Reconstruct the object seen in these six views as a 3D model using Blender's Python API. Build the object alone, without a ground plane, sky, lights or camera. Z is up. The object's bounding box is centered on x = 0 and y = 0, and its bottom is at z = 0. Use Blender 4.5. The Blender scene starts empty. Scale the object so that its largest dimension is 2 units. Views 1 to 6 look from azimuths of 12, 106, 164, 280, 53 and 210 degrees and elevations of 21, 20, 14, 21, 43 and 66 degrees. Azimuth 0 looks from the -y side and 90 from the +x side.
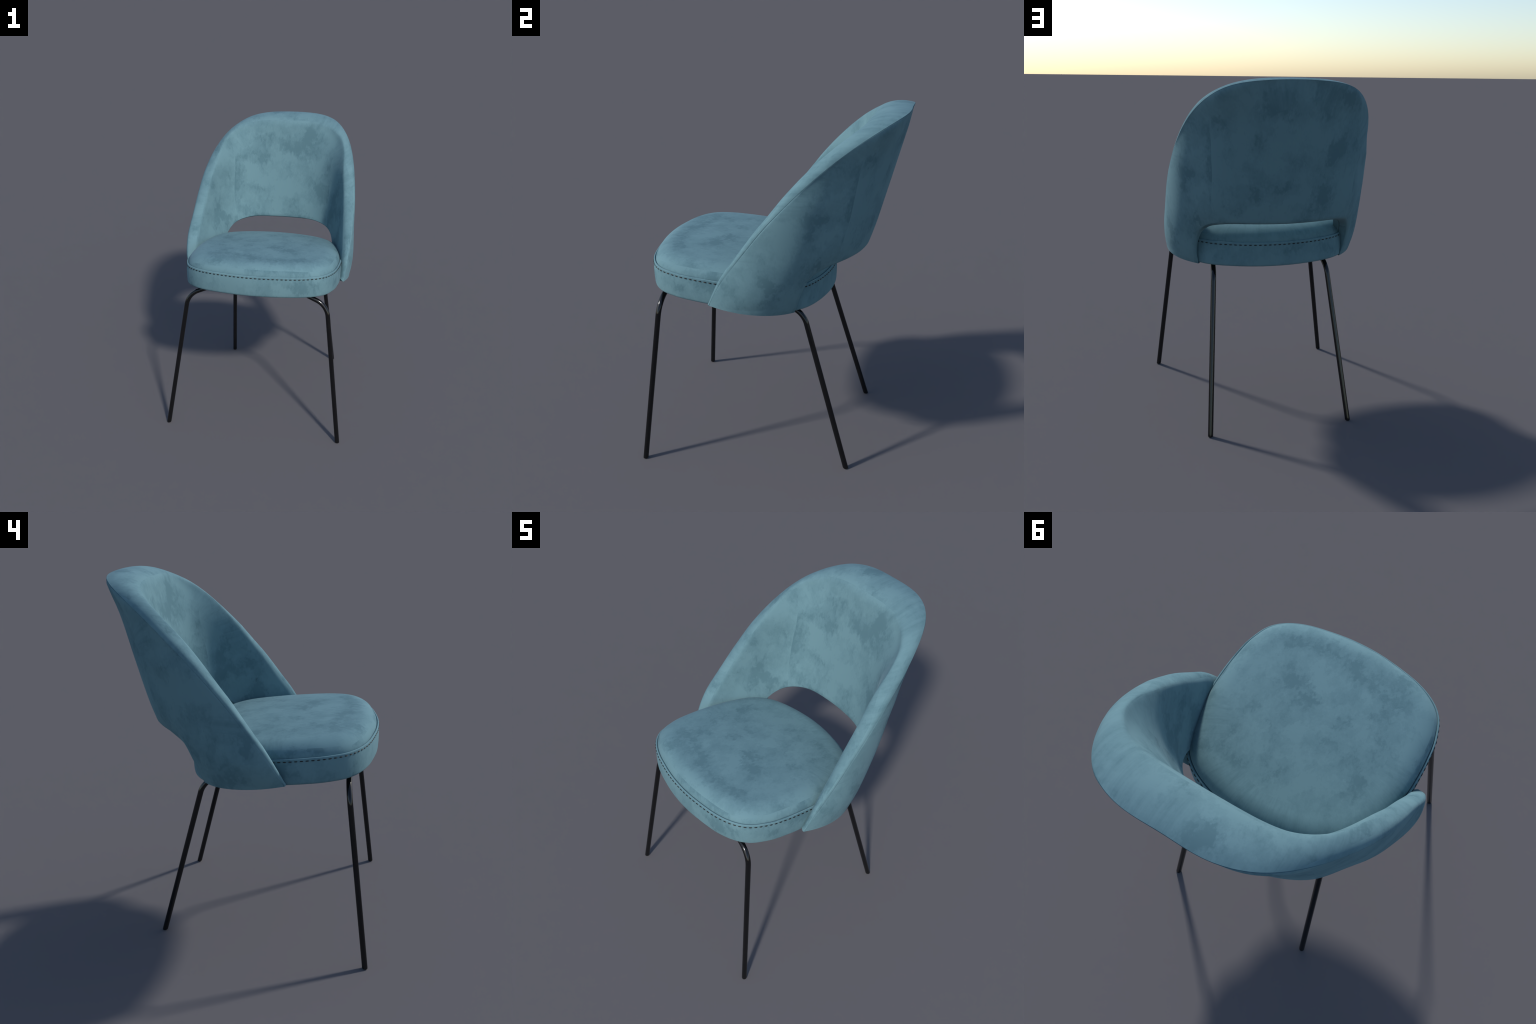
"""Upholstered dining chair: velvet bucket backrest with an open lumbar slot,
domed seat with welt and contrast stitching, four bent black steel legs."""
import bpy, bmesh, math
import numpy as np
from mathutils import Vector

# ------------------------------------------------------------------ helpers
def spline(P, m=30, power=.7):
    """natural cubic spline through control points"""
    P = np.asarray(P, float); n = len(P)
    t = np.r_[0, np.cumsum(np.linalg.norm(np.diff(P, axis=0), axis=1) ** power)]
    h = np.diff(t); A = np.eye(n); B = np.zeros_like(P)
    for i in range(1, n - 1):
        A[i, i-1], A[i, i], A[i, i+1] = h[i-1], 2 * (h[i-1] + h[i]), h[i]
        B[i] = 6 * ((P[i+1] - P[i]) / h[i] - (P[i] - P[i-1]) / h[i-1])
    M = np.linalg.solve(A, B); out = []
    for i in range(n - 1):
        x = np.linspace(t[i], t[i+1], m, endpoint=(i == n - 2))[:, None]
        a = t[i+1] - x; b = x - t[i]
        out.append((M[i]*a**3 + M[i+1]*b**3) / (6*h[i]) + (P[i]/h[i] - M[i]*h[i]/6)*a + (P[i+1]/h[i] - M[i+1]*h[i]/6)*b)
    return np.concatenate(out)

def mirror_spline(P, m=60):
    """right half of the spline through P and its mirror image in x"""
    P = np.asarray(P, float)
    c = spline(np.r_[P[1:][::-1] * [-1, 1, 1], P], m)
    c = c[len(c)//2:]
    c[0, 0] = 0
    return c

def resample(c, n, s=None):
    c = np.asarray(c, float)
    d = np.r_[0, np.cumsum(np.linalg.norm(np.diff(c, axis=0), axis=1))]
    s = np.linspace(0, 1, n) if s is None else np.asarray(s)
    return np.stack([np.interp(s * d[-1], d, c[:, k]) for k in range(c.shape[1])], 1)

def bez(P0, P1, P2, P3, t):
    t = np.asarray(t)[:, None]
    return (1-t)**3*P0 + 3*(1-t)**2*t*P1 + 3*(1-t)*t*t*P2 + t**3*P3

def unit(v):
    v = np.asarray(v, float)
    return v / (np.linalg.norm(v, axis=-1, keepdims=True) + 1e-12)

def mesh_object(name, verts, faces, mat, parent, smooth=True, angle=None):
    me = bpy.data.meshes.new(name)
    me.from_pydata([tuple(map(float, v)) for v in verts], [], [tuple(map(int, f)) for f in faces])
    me.validate(); me.update()
    bm = bmesh.new(); bm.from_mesh(me)
    bmesh.ops.remove_doubles(bm, verts=bm.verts, dist=1e-5)
    bmesh.ops.recalc_face_normals(bm, faces=bm.faces)
    bm.to_mesh(me); bm.free()
    if smooth:
        me.polygons.foreach_set("use_smooth", [True] * len(me.polygons))
        if angle:
            me.set_sharp_from_angle(angle=math.radians(angle))
    me.materials.append(mat)
    ob = bpy.data.objects.new(name, me)
    bpy.context.scene.collection.objects.link(ob)
    ob.parent = parent
    return ob

def grid_faces(nr, nc, closed=False, base=0):
    f = []
    for i in range(nr - 1):
        for j in range(nc if closed else nc - 1):
            k = (j + 1) % nc
            f.append((base + i*nc + j, base + i*nc + k, base + (i+1)*nc + k, base + (i+1)*nc + j))
    return f

# ---------------------------------------------------------------- materials
def fabric_material(name, seed, streak_mode):
    m = bpy.data.materials.new(name); m.use_nodes = True
    nt = m.node_tree; N = nt.nodes; L = nt.links
    bsdf = N["Principled BSDF"]
    def nd(t, **kw):
        n = N.new(t)
        for k, v in kw.items(): setattr(n, k, v)
        return n
    def noise(vec, scale, detail, rough, dist=0.):
        n = nd("ShaderNodeTexNoise")
        n.inputs["Scale"].default_value = scale; n.inputs["Detail"].default_value = detail
        n.inputs["Roughness"].default_value = rough; n.inputs["Distortion"].default_value = dist
        L.new(vec, n.inputs["Vector"]); return n.outputs["Fac"]
    def ramp(fac, stops):
        r = nd("ShaderNodeValToRGB"); e = r.color_ramp.elements
        while len(e) < len(stops): e.new(.5)
        for el, (p, c) in zip(e, stops):
            el.position = p; el.color = (c, c, c, 1) if not isinstance(c, tuple) else c + (1,)
        L.new(fac, r.inputs[0]); return r.outputs[0]
    def math_(op, a, b):
        n = nd("ShaderNodeMath", operation=op)
        for i, v in enumerate((a, b)):
            if isinstance(v, (int, float)): n.inputs[i].default_value = v
            else: L.new(v, n.inputs[i])
        return n.outputs[0]
    tc = nd("ShaderNodeTexCoord")
    # copied box-mapping fault: pattern jumps where sides, front/back and top faces meet
    geo = nd("ShaderNodeNewGeometry"); sn = nd("ShaderNodeSeparateXYZ"); L.new(geo.outputs["Normal"], sn.inputs[0])
    ax, ay, az = (math_('ABSOLUTE', sn.outputs[k], 0) for k in range(3))
    side = math_('GREATER_THAN', ax, math_('MAXIMUM', ay, az))
    topf = math_('GREATER_THAN', az, math_('MAXIMUM', ax, ay))
    shift = math_('ADD', math_('MULTIPLY', side, 4.37), math_('MULTIPLY', topf, 9.11))
    pc = nd("ShaderNodeVectorMath", operation='ADD'); L.new(tc.outputs["Object"], pc.inputs[0])
    cs = nd("ShaderNodeCombineXYZ"); L.new(shift, cs.inputs[0]); L.new(shift, cs.inputs[1]); L.new(cs.outputs[0], pc.inputs[1])
    def mapped(scale, rot=(0, 0, 0)):
        mp = nd("ShaderNodeMapping"); mp.inputs["Location"].default_value = (seed*3.1, seed*1.7, seed*2.3)
        mp.inputs["Rotation"].default_value = rot; mp.inputs["Scale"].default_value = scale
        L.new(pc.outputs[0], mp.inputs["Vector"]); return mp.outputs[0]
    # brushed pile: fine streaks warp the cloudy patches so their edges look feathered
    def warped(base, scale, amp, vec):
        w = nd("ShaderNodeTexNoise"); w.inputs["Scale"].default_value = scale; w.inputs["Detail"].default_value = 3
        w.inputs["Roughness"].default_value = .6
        L.new(vec, w.inputs["Vector"])
        o = nd("ShaderNodeVectorMath", operation='MULTIPLY_ADD')
        L.new(w.outputs["Color"], o.inputs[0]); o.inputs[1].default_value = (amp, amp, amp)
        L.new(base, o.inputs[2]); return o.outputs[0]
    brushed = mapped((1.35, 1.0, .75), (.55, .35, .6))
    wv = warped(mapped((1, 1, 1)), 30, .11, brushed)
    clouds = noise(wv, 5.6, 5, .55, .2)
    patch = ramp(clouds, [(.37, 0.), (.447, .42), (.503, .60), (.612, 1.)])
    wide = noise(mapped((1, 1, 1)), 2.3, 3, .5)
    fine = noise(warped(brushed, 40, .05, brushed), 17, 5, .62, .3)
    flecks = ramp(noise(brushed, 30, 4, .6, .5), [(.30, 0.), (.40, 1.)])
    v = math_('ADD', math_('MULTIPLY', patch, .50), math_('MULTIPLY', wide, .22))
    v = math_('ADD', v, math_('MULTIPLY', fine, .28))
    v = math_('MULTIPLY', v, math_('ADD', .84, math_('MULTIPLY', flecks, .16)))
    # copied UV-stretch fault of the texture: streaks running across the rolled borders
    sp_ = nd("ShaderNodeSeparateXYZ"); L.new(tc.outputs["Object"], sp_.inputs[0])
    X, Y, Zc = sp_.outputs[0], sp_.outputs[1], sp_.outputs[2]
    if streak_mode == "back":
        p_, q_ = X, math_('SUBTRACT', Zc, 1.35)
    else:
        p_, q_ = X, math_('ADD', Y, .19)
    an = math_('ARCTAN2', q_, p_)
    rr = math_('SQRT', math_('ADD', math_('MULTIPLY', p_, p_), math_('MULTIPLY', q_, q_)), 0)
    cv = nd("ShaderNodeCombineXYZ"); L.new(math_('MULTIPLY', an, 1.0), cv.inputs[0]); L.new(math_('MULTIPLY', rr, .25), cv.inputs[1])
    lines = noise(cv.outputs[0], 16, 6, .72)
    lines = ramp(lines, [(.34, 0.), (.44, .4), (.52, .62), (.64, 1.)])
    gate = nd("ShaderNodeTexNoise"); gate.inputs["Scale"].default_value = 3.1; gate.inputs["Detail"].default_value = 1
    L.new(tc.outputs["Object"], gate.inputs["Vector"])
    g = ramp(gate.outputs["Fac"], [(.46, 0.), (.52, 1.)])
    if streak_mode == "back":
        m_ = math_('MULTIPLY', math_('GREATER_THAN', rr, .50), math_('GREATER_THAN', Zc, 1.28))
    else:
        m_ = math_('MULTIPLY', math_('GREATER_THAN', rr, .36), math_('MULTIPLY', math_('GREATER_THAN', az, .5), math_('GREATER_THAN', Y, -.25)))
    m_ = math_('MULTIPLY', math_('MULTIPLY', m_, g), .45)
    v = math_('ADD', math_('MULTIPLY', v, math_('SUBTRACT', 1.0, m_)), math_('MULTIPLY', math_('ADD', math_('MULTIPLY', lines, .6), .14), m_))
    col = ramp(v, FABRIC_STOPS)
    L.new(col, bsdf.inputs["Base Color"])
    bsdf.inputs["Roughness"].default_value = 1.0
    bsdf.inputs["Specular IOR Level"].default_value = .02
    bsdf.inputs["Sheen Weight"].default_value = .09
    bsdf.inputs["Sheen Roughness"].default_value = .45
    bsdf.inputs["Sheen Tint"].default_value = (.62, .80, .90, 1)
    bmp = nd("ShaderNodeBump"); bmp.inputs["Strength"].default_value = .10; bmp.inputs["Distance"].default_value = .004
    L.new(noise(mapped((1, 1, .6)), 60, 4, .6), bmp.inputs["Height"])
    L.new(bmp.outputs[0], bsdf.inputs["Normal"])
    return m

FABRIC_STOPS = [(.26, (.091, .171, .199)), (.47, (.115, .208, .238)), (.68, (.135, .238, .268))]

def plain_material(name, color, rough, spec=.5, coat=0.):
    m = bpy.data.materials.new(name); m.use_nodes = True
    nt = m.node_tree; b = nt.nodes["Principled BSDF"]
    tc = nt.nodes.new("ShaderNodeTexCoord"); n = nt.nodes.new("ShaderNodeTexNoise")
    n.inputs["Scale"].default_value = 14; n.inputs["Detail"].default_value = 3
    nt.links.new(tc.outputs["Object"], n.inputs["Vector"])
    r = nt.nodes.new("ShaderNodeValToRGB")
    r.color_ramp.elements[0].color = tuple(c * .85 for c in color) + (1,)
    r.color_ramp.elements[1].color = tuple(c * 1.15 for c in color) + (1,)
    nt.links.new(n.outputs["Fac"], r.inputs[0]); nt.links.new(r.outputs[0], b.inputs["Base Color"])
    b.inputs["Roughness"].default_value = rough
    b.inputs["Specular IOR Level"].default_value = spec
    b.inputs["Coat Weight"].default_value = coat
    b.inputs["Coat Roughness"].default_value = .08
    return m

fabric = fabric_material("teal_velvet", 1.0, "back")
fabric_seat = fabric_material("teal_velvet_seat", 2.0, "seat")
steel = plain_material("black_lacquered_steel", (.004, .004, .0043), .14)
thread = plain_material("black_thread", (.003, .003, .0035), .5)

# ------------------------------------------------------------------- chair
chair = bpy.data.objects.new("dining_chair", None)
bpy.context.scene.collection.objects.link(chair)
chair["label"] = "teal velvet dining chair with open lumbar and black steel legs"
chair["category"] = "chair"

# ================================================================ BACKREST
# half profiles (x, y, z) in the chair's symmetric frame, centre -> front tip
SEAM = mirror_spline([(0, .724, 1.992), (.1542, .7212, 1.9865), (.3142, .6621, 1.9603), (.4489, .5056, 1.8688),
                      (.5292, .3222, 1.7276), (.5655, .1634, 1.5776), (.5800, .0316, 1.4348),
                      (.5805, -.0766, 1.2959), (.5730, -.1843, 1.1541), (.5499, -.2706, 1.004)])
CREST = mirror_spline([(0, .520, 1.945), (.165, .515, 1.942), (.305, .487, 1.916), (.428, .381, 1.845),
                       (.470, .214, 1.685), (.491, .103, 1.547), (.502, .010, 1.423),
                       (.511, -.074, 1.302), (.519, -.170, 1.160), (.514, -.246, 1.010)])

def centre_shift(z):
    """the backrest leans a little to the right near its top"""
    return .011 + .026 * np.clip((np.asarray(z) - 1.55) / .44, 0, 1) ** 2

def poly(c, z):
    t = (z - 1.5) / .5
    return sum(ci * t ** i for i, ci in enumerate(c))

def edge_at(curve, z):
    o = np.argsort(curve[:, 2])
    return np.interp(z, curve[o, 2], curve[o, 0]), np.interp(z, curve[o, 2], curve[o, 1])

T80 = np.linspace(1, 0, 80)
def outer_section(z):
    """horizontal cut of the outer cover, from the centre line to the seam"""
    xs, ys = edge_at(SEAM, z)
    yc = .724 - .287*(1.992-z) + .007*min(1, (1.992-z)/.10) - 1.55*max(0, 1.2-z)**2
    al = poly((.097, -.3789, .551, .7338), z) - float(np.interp(z, [1.0, 1.22, 1.36, 1.58, 1.80], [.0, .09, .13, 0, 1.1]))
    A = max(poly((.1148, -.0635, .3279, -.2788), z), .05) * (yc - ys)
    be = poly((.9384, -.2828, -.3025, .6295), z)
    s = bez(np.array([xs, ys]), np.array([xs + A*math.sin(al), ys + A*math.cos(al)]),
            np.array([be*xs, yc]), np.array([0, yc]), T80)
    # slight hollow between the flat back and the wings
    s[:, 1] -= np.interp(z, [1.0, 1.15, 1.48, 1.72], [.0, .026, .026, 0]) * np.exp(-((s[:, 0] - .478) / .058) ** 2)
    return s

def inner_section(z):
    """horizontal cut of the padded inside, from the centre line to the crest"""
    xs, ys = edge_at(CREST, z)
    yc = .379 + (z - 1.234) * .19
    up = min(max((z - 1.40) / .48, 0), 1)
    A = (.765 - .15*up) * (yc - ys); al = .297 + .38 * up * up * (3 - 2*up)
    return bez(np.array([xs, ys]), np.array([xs - A*math.sin(al), ys + A*math.cos(al)]),
               np.array([.748*xs, yc]), np.array([0, yc]), T80)

def arc(sec):
    return np.r_[0, np.cumsum(np.linalg.norm(np.diff(sec, axis=0), axis=1))]

def locate(section, a, z):
    s = section(z); d = arc(s); a = min(max(a, 0), d[-1])
    return np.array([np.interp(a, d, s[:, 0]), np.interp(a, d, s[:, 1]), z])

def a_of_x(section, x, z):
    s = section(z); d = arc(s); k = int(np.argmax(s[:, 0]))
    return float(np.interp(x, s[:k+1, 0], d[:k+1]))

def a_of_y(section, y, z):
    s = section(z); d = arc(s)
    return float(np.interp(-y, -s[:, 1], d))

def bottom_path(section, slot, y0, y1, n_slot, n_edge):
    """(a, z) points: round the lumbar slot, then forward along the bottom edge"""
    sl = resample(spline(np.array(slot), 20), n_slot)
    pts = [(a_of_x(section, x, z), z) for x, z in sl]
    pts[0] = (0., sl[0][1])
    a_c, z_c = pts[-1]
    for y in np.linspace(y0, y1, n_edge + 1)[1:]:
        z = .973 - .12 * y
        pts.append((a_of_y(section, y, z), z))
    return np.array(pts)

NS, NE = 64, 44                       # columns along the slot / along the bottom edge
SLOT_OUT = [(0, 1.240), (.15, 1.243), (.25, 1.244), (.313, 1.243), (.366, 1.235), (.405, 1.217),
            (.432, 1.186), (.445, 1.142), (.448, 1.09), (.443, 1.02), (.430, .952)]
SLOT_IN = [(0, 1.246), (.13, 1.245), (.222, 1.243), (.300, 1.231), (.362, 1.208), (.398, 1.160),
           (.414, 1.10), (.418, 1.04), (.420, .958)]
PO = bottom_path(outer_section, SLOT_OUT, .183, -.262, NS, NE)
PI = bottom_path(inner_section, SLOT_IN, .122, -.255, NS, NE)
NC = NS + NE
# matching parameters along the seam: slot columns share 68 % of it
s_col = np.r_[np.linspace(0, .68, NS), np.linspace(.68, 1, NE + 1)[1:]]
s_col = np.convolve(np.r_[2*s_col[0]-s_col[1:9][::-1], s_col, 2*s_col[-1]-s_col[-9:-1][::-1]], np.ones(17)/17, 'valid')
seam_c = resample(SEAM, NC, s_col); crest_c = resample(CREST, NC, s_col)

MO, MI, MR, MS = 44, 40, 14, 11
rings_shell, rings_pad = [], []
tang = np.gradient(seam_c, axis=0)
for i in range(NC):
    sz, cz = seam_c[i, 2], crest_c[i, 2]
    a_s = arc(outer_section(sz))[-1] if i else 0.
    a_c = arc(inner_section(cz))[-1] if i else 0.
    to = np.r_[.0, .004, np.linspace(.02, 1, MO - 2)]
    ti = np.linspace(0, 1, MI)
    outer = np.array([locate(outer_section, a_s + (PO[i, 0]-a_s)*t, sz + (PO[i, 1]-sz)*t) for t in to])
    outer[0] = seam_c[i]
    outer[1] = seam_c[i] + .0018 * unit(outer[2] - seam_c[i])
    # the cover tucks in softly towards the slot
    dist = np.linalg.norm(outer - outer[-1], axis=1)
    tuck = np.interp(PO[i, 1], [.95, 1.02, 1.10, 1.18, 1.225, 1.243], [.004, .020, .026, .030, .021, .004]) if i < NS else .004 * max(0, 1 - (i - NS) / 8)
    fall = .15
    outer[:, 1] -= tuck * np.clip(1 - dist / fall, 0, 1) ** 2
    inner = np.array([locate(inner_section, a_c + (PI[i, 0]-a_c)*t, cz + (PI[i, 1]-cz)*t) for t in ti])
    inner[0] = crest_c[i]
    # padded rim: rolls from the seam over to the crest
    d = crest_c[i] - seam_c[i]; L = np.linalg.norm(d); dh = d / L
    nrm = unit(np.cross(tang[i], d));
    if nrm @ np.array([0, -.7, .7]) < 0: nrm = -nrm
    top = np.clip((sz - 1.55) / .4, 0, 1)
    ang = math.radians(np.interp(sz, [1.30, 1.60, 1.80, 1.90, 1.97], [96, 76, 46, 30, 29]))
    k1 = np.interp(sz, [1.02, 1.20, 1.60, 1.85], [.032, .044, .034, 0]) + L * .46 * np.clip((sz - 1.5) / .4, 0, 1)
    k2 = np.interp(sz, [1.02, 1.20, 1.60, 1.85], [.026, .036, .030, 0]) + L * .17 * np.clip((sz - 1.5) / .4, 0, 1)
    P1 = seam_c[i] + k1 * (math.cos(ang) * dh + math.sin(ang) * nrm)
    P2 = crest_c[i] - k2 * unit(inner[2] - inner[0])
    rim = bez(seam_c[i], P1, P2, crest_c[i], np.r_[0, min(.02, .0006 / k1), np.linspace(.06, 1, MR - 2)])
    # let the padding roll softly over the crest
    soft = np.r_[rim[2:-1], inner]; kc = len(rim) - 3
    ds = np.r_[0, np.cumsum(np.linalg.norm(np.diff(soft, axis=0), axis=1))]; ds -= ds[kc]
    fine = np.linspace(max(ds[0], -.09), min(.14, ds[-1]), 90)
    fp = np.stack([np.interp(fine, ds, soft[:, k]) for k in range(3)], 1)
    sig = np.interp(sz, [1.0, 1.15, 1.55, 1.75, 1.95], [.006, .014, .012, .007, .012])
    W = np.exp(-.5 * ((fine[:, None] - fine[None]) / sig) ** 2); W /= W.sum(1, keepdims=True)
    sm = W @ fp
    wt = np.clip(np.minimum(fine - fine[0], fine[-1] - fine) / (2*sig), 0, 1) ** 2 * (3 - 2*np.clip(np.minimum(fine - fine[0], fine[-1] - fine) / (2*sig), 0, 1))
    fp = fp + (sm - fp) * wt[:, None]
    inside = (ds > fine[0]) & (ds < fine[-1])
    for k in range(3):
        soft[inside, k] = np.interp(ds[inside], fine, fp[:, k])
    rim[2:-1] = soft[:kc]; inner = soft[kc:]; rim[-1] = inner[0]
    # soft return round the slot / bottom edge
    w_top = float(np.clip((PI[i, 1] - 1.10) / .12, 0, 1)) if i < NS else 0.
    w_cut = float(np.clip((NS - 1 - i) / 6., 0, 1))
    k_o = .003 + w_cut * (.017 + .006 * w_top); k_i = .003 + w_cut * (.006 + .014 * w_top)
    strip = bez(outer[-1], outer[-1] + k_o * unit(outer[-1] - outer[-3]),
                inner[-1] + k_i * unit(inner[-1] - inner[-3]), inner[-1], np.linspace(0, 1, MS))
    # sewn groove: push the seam point in, and the seam on the slot wall too
    v = unit(unit(outer[4] - outer[0]) + unit(rim[3] - rim[0]))
    groove = seam_c[i] + .004 * v
    kw = 6
    wall = strip[kw]
    shell = np.r_[[groove], outer[1:], strip[1:kw], [wall]]
    pad = np.r_[[wall], strip[kw+1:-1], inner[::-1], rim[::-1][1:-1], [groove]]
    rings_shell.append(shell); rings_pad.append(pad)

# press the seam of the slot wall into the cloth
walls = np.array([r[-1] for r in rings_shell]); along = np.gradient(walls, axis=0)
for i in range(NC):
    n = unit(np.cross(along[i], rings_pad[i][2] - rings_shell[i][-3]))
    body = (rings_shell[i][-MS-2] + rings_pad[i][MS+2]) / 2 - walls[i]
    if n @ body < 0: n = -n
    p = walls[i] + n * (.0055 if i < NS - 2 else 0)
    rings_shell[i][-1] = p; rings_pad[i][0] = p
    for arr, j in ((rings_shell[i], -2), (rings_pad[i], 1)):
        arr[j] = walls[i] + unit(arr[j] - walls[i]) * .003

def both_halves(R, pad=False):
    R = np.array(R); R[0, :, 0] = 0
    Lh = R[1:][::-1].copy(); Lh[..., 0] *= -1
    # the wing at the sitter's right reaches a touch further out at its front
    f = np.clip((.10 - Lh[..., 1]) / .25, 0, 1) * np.clip((1.66 - Lh[..., 2]) / .46, 0, 1) * np.clip((Lh[..., 2] - .93) / .20, 0, 1)
    nj = Lh.shape[1]
    if pad:
        wj = np.interp(np.arange(nj), [0, 4, nj - MR + 1, nj - MR + 6, nj - 1], [.5, .15, .15, .8, 1])
    else:
        wj = np.interp(np.arange(nj), [0, nj - MS + 4, nj - 1], [1, 1, .5])
    Lh[..., 0] -= .026 * f * f * (3 - 2*f) * wj[None]
    A = np.concatenate([Lh, R]); A[..., 0] += centre_shift(A[..., 2])
    if pad:      # the slot opening in the padding sits slightly off centre
        w = np.clip((1.34 - A[..., 2]) / .10, 0, 1) * np.clip((.47 - np.abs(A[..., 0])) / .07, 0, 1)
        A[..., 0] += .017 * w * np.clip(np.arange(A.shape[1]) / 4., 0, 1)[None]
    return A

backrest = bpy.data.objects.new("backrest", None)
bpy.context.scene.collection.objects.link(backrest); backrest.parent = chair
for nm, R in (("back_cover", rings_shell), ("back_padding", rings_pad)):
    A = both_halves(R, nm == "back_padding"); nr, nc = A.shape[:2]
    faces = grid_faces(nr, nc)
    mesh_object(nm, A.reshape(-1, 3), faces, fabric, backrest, angle=42)
# tip caps (fabric folded over the front ends of the wings)
S, Pd = both_halves(rings_shell), both_halves(rings_pad, True)
for e in (0, -1):
    ring = np.concatenate([S[e][1:], Pd[e][1:]]); c = ring.mean(0)
    c2 = c + np.array([0, -.004, -.002])
    V = np.r_[ring, [c2]]; n = len(ring)
    mesh_object("wing_tip", V, [(k, (k+1) % n, n) for k in range(n)], fabric, backrest)

# ==================================================================== SEAT
TILT = -.09
def lift(xy, h):
    xy = np.asarray(xy)
    return np.c_[xy, 1.10 + TILT * xy[:, 1] + h]
half = [(0, -.722), (.10, -.717), (.20, -.702), (.285, -.684), (.350, -.661), (.405, -.631), (.448, -.594),
        (.477, -.552), (.496, -.503), (.511, -.45), (.519, -.39), (.525, -.31), (.526, -.22), (.521, -.12), (.508, -.02),
        (.487, .07), (.457, .135), (.42, .181), (.375, .217), (.32, .246), (.24, .274), (.15, .295), (.06, .307), (0, .309)]
hf = np.array(half)
full = np.r_[hf[:-1], (hf[1:] * [-1, 1])[::-1]]
ext = np.r_[full[-6:], full, full[:7]]
sp = spline(ext, 24)
seg = sp[6*24: 6*24 + len(full)*24]
NSEAT = 400
outline = resample(np.r_[seg, seg[:1]], NSEAT + 1)[:-1] + [.008, 0]
tg = np.roll(outline, -1, 0) - np.roll(outline, 1, 0)
nrm_in = unit(np.c_[-tg[:, 1], tg[:, 0]])
ctr = np.array([.008, -.19])
if ((ctr - outline) * nrm_in).sum() < 0: nrm_in = -nrm_in

def inset(d):
    return outline + nrm_in * d

seat = bpy.data.objects.new("seat", None)
bpy.context.scene.collection.objects.link(seat); seat.parent = chair

band = [(.30, -.128), (.06, -.1285), (.014, -.128), (.006, -.1262), (.0015, -.121), (0, -.113), (-.0015, -.085), (-.002, -.05),
        (-.0012, -.018), (.0006, -.005), (.0012, 0), (.0006, .004), (.0008, .009), (.0028, .0132), (.0062, .0146), (.0092, .0134), (.0112, .0105), (.0128, .006)]
V = []
for d, h in band:
    V.append(lift(inset(d) if d < .2 else outline + (ctr - outline) * .6, h))
V = np.concatenate(V); F = grid_faces(len(band), NSEAT, True)
V = np.r_[V, lift([ctr], -.128)]; F += [(j, (j+1) % NSEAT, len(V)-1) for j in range(NSEAT)]
mesh_object("seat_band", V, F, fabric_seat, seat)

# domed cushion
def dome(d):
    a, b = .090, .072
    u = np.clip(d / a, 0, 1)
    return .006 + b * np.sqrt(np.maximum(0, 1 - (1 - u) ** 2.1))
rows = []
fs = np.r_[np.linspace(0, 1, 26)[:-1] ** 1.7 * .24, np.linspace(.24, 1, 26)]
for f in fs:
    d = .0125 + f * .46
    base = inset(.0125)
    xy = base + (ctr - base) * f
    h = dome(f * .46) + .026 * (1 - (1 - f) ** 2)
    rows.append(lift(xy, h if f > 0 else .002))
V = np.concatenate(rows); F = grid_faces(len(rows), NSEAT, True)
mesh_object("seat_cushion", V, F, fabric_seat, seat)

# contrast stitching just under the welt
per = np.linalg.norm(np.roll(outline, -1, 0) - outline, axis=1).sum()
n_st = int(per / .0282)
stv, stf = [], []
oc = np.r_[outline, outline[:1]]
K, Q = 7, 8
for k in range(n_st):
    ss = (k + np.linspace(-.29, .29, K)) / n_st % 1
    c = resample(oc, K, ss)
    idx = (ss * NSEAT).astype(int) % NSEAT
    c = c - nrm_in[idx] * .0004
    c3 = lift(c, 0.0)
    t3 = unit(np.gradient(c3, axis=0)); up = np.array([0, 0, 1.]); side = unit(np.cross(t3, up)); up3 = np.cross(side, t3)
    prof = np.array([.35, .8, 1, 1, 1, .8, .35]) * .0029
    b0 = len(stv)
    for j in range(K):
        for q in range(Q):
            an = 2*math.pi*q/Q
            stv.append(c3[j] + prof[j] * (math.cos(an) * side[j] + math.sin(an) * up3[j]))
    stf += grid_faces(K, Q, True, b0)
    stf += [tuple(b0 + q for q in range(Q))[::-1], tuple(b0 + (K-1)*Q + q for q in range(Q))]
st = mesh_object("stitching", stv, stf, thread, seat)
st["kind"] = "stuff"

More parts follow.
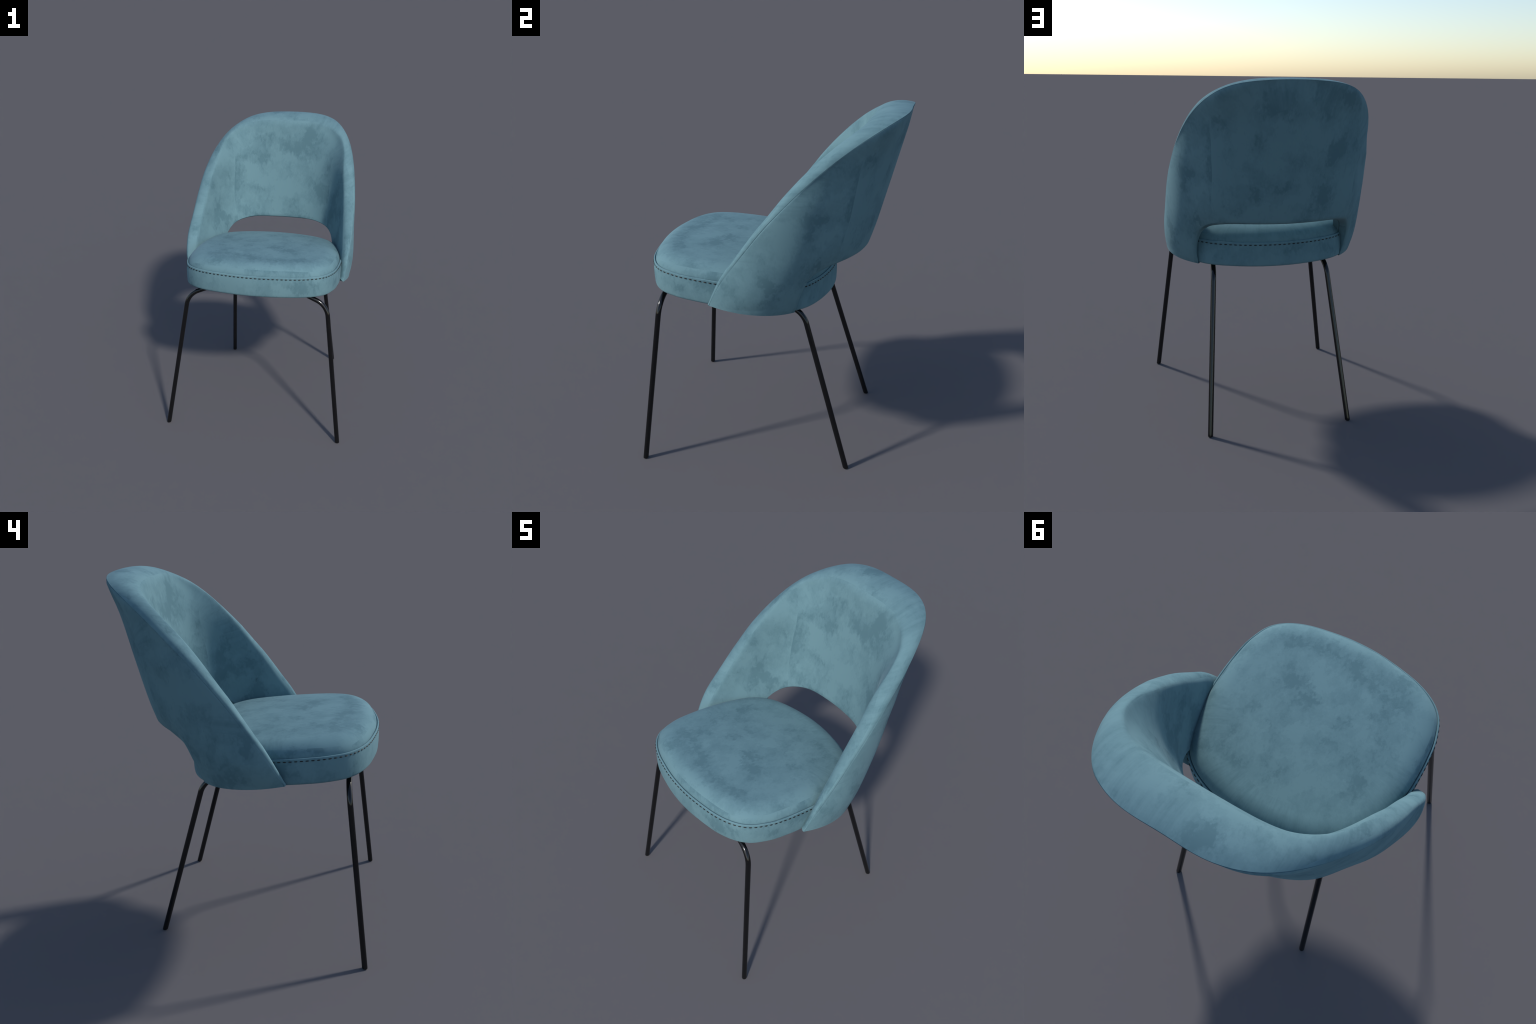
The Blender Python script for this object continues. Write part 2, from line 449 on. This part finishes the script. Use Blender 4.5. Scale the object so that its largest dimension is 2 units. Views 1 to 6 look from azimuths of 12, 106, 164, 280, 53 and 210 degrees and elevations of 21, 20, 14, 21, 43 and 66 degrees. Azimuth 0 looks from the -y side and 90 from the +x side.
# ==================================================================== LEGS
def leg_path(foot, slope, z_bend, radius, out_dir, run):
    """straight splayed tube, then an arc into a level run under the seat"""
    foot = np.array(foot, float); d = unit(np.array([slope[0], slope[1], 1.]))
    p = foot + d * (z_bend - foot[2]) / d[2]
    h = unit(np.array(list(out_dir), float))
    ang = math.acos(float(d @ h)); R = radius
    e = unit(h - d * (d @ h))
    arc_pts = [p + R * (math.sin(t) * d + (1 - math.cos(t)) * e) for t in np.linspace(0, ang, 22)]
    return [foot] + [foot + (p - foot) * t for t in (.02, .25, .5, .75)] + arc_pts + [arc_pts[-1] + h * run * t for t in (.5, 1)]

def tube(name, path, r, parent, mat):
    P = np.array(path); t = unit(np.gradient(P, axis=0)); Q = 28
    t[0] = unit(P[1] - P[0]) ; V = []
    ref = np.array([.9, .43, 0]); u = unit(np.cross(t[0], ref))
    for p, d in zip(P, t):
        u = unit(u - d * (u @ d)); w = np.cross(d, u)
        V.append([p + r * (math.cos(a)*u + math.sin(a)*w) for a in np.linspace(0, 2*math.pi, Q, endpoint=False)])
    V = np.array(V)
    # foot: cut level with the floor, with a small rounded lip
    d0 = t[0]
    foot_ring = V[0].copy()
    foot_ring += d0 * ((-(foot_ring[:, 2])) / d0[2])[:, None]
    c0 = foot_ring.mean(0)
    lip = [c0 + (foot_ring - c0) * .80, c0 + (foot_ring - c0) * .94 + [0, 0, .0018], foot_ring + d0 * .006]
    V = np.concatenate([lip, V[1:]]).reshape(-1, 3)
    n = len(V) // Q
    F = grid_faces(n, Q, True)
    F += [tuple(range(Q))[::-1], tuple((n-1)*Q + q for q in range(Q))]
    return mesh_object(name, V, F, mat, parent, angle=60)

RAD = .0152
for foot, slope, zb, R, h, run in (
        ((.601, -.709, 0), (-.118, .124), .885, .130, (-1, .06, .42), .09),
        ((-.600, -.708, 0), (.148, .125), .885, .130, (1, .06, .42), .09),
        ((.435, .454, 0), (-.083, -.276), .855, .120, (-.12, -.95, .55), .07),
        ((-.400, .454, 0), (.083, -.274), .855, .120, (.12, -.95, .55), .07)):
    tube("leg", leg_path(foot, slope, zb, R, h, run), RAD, chair, steel)
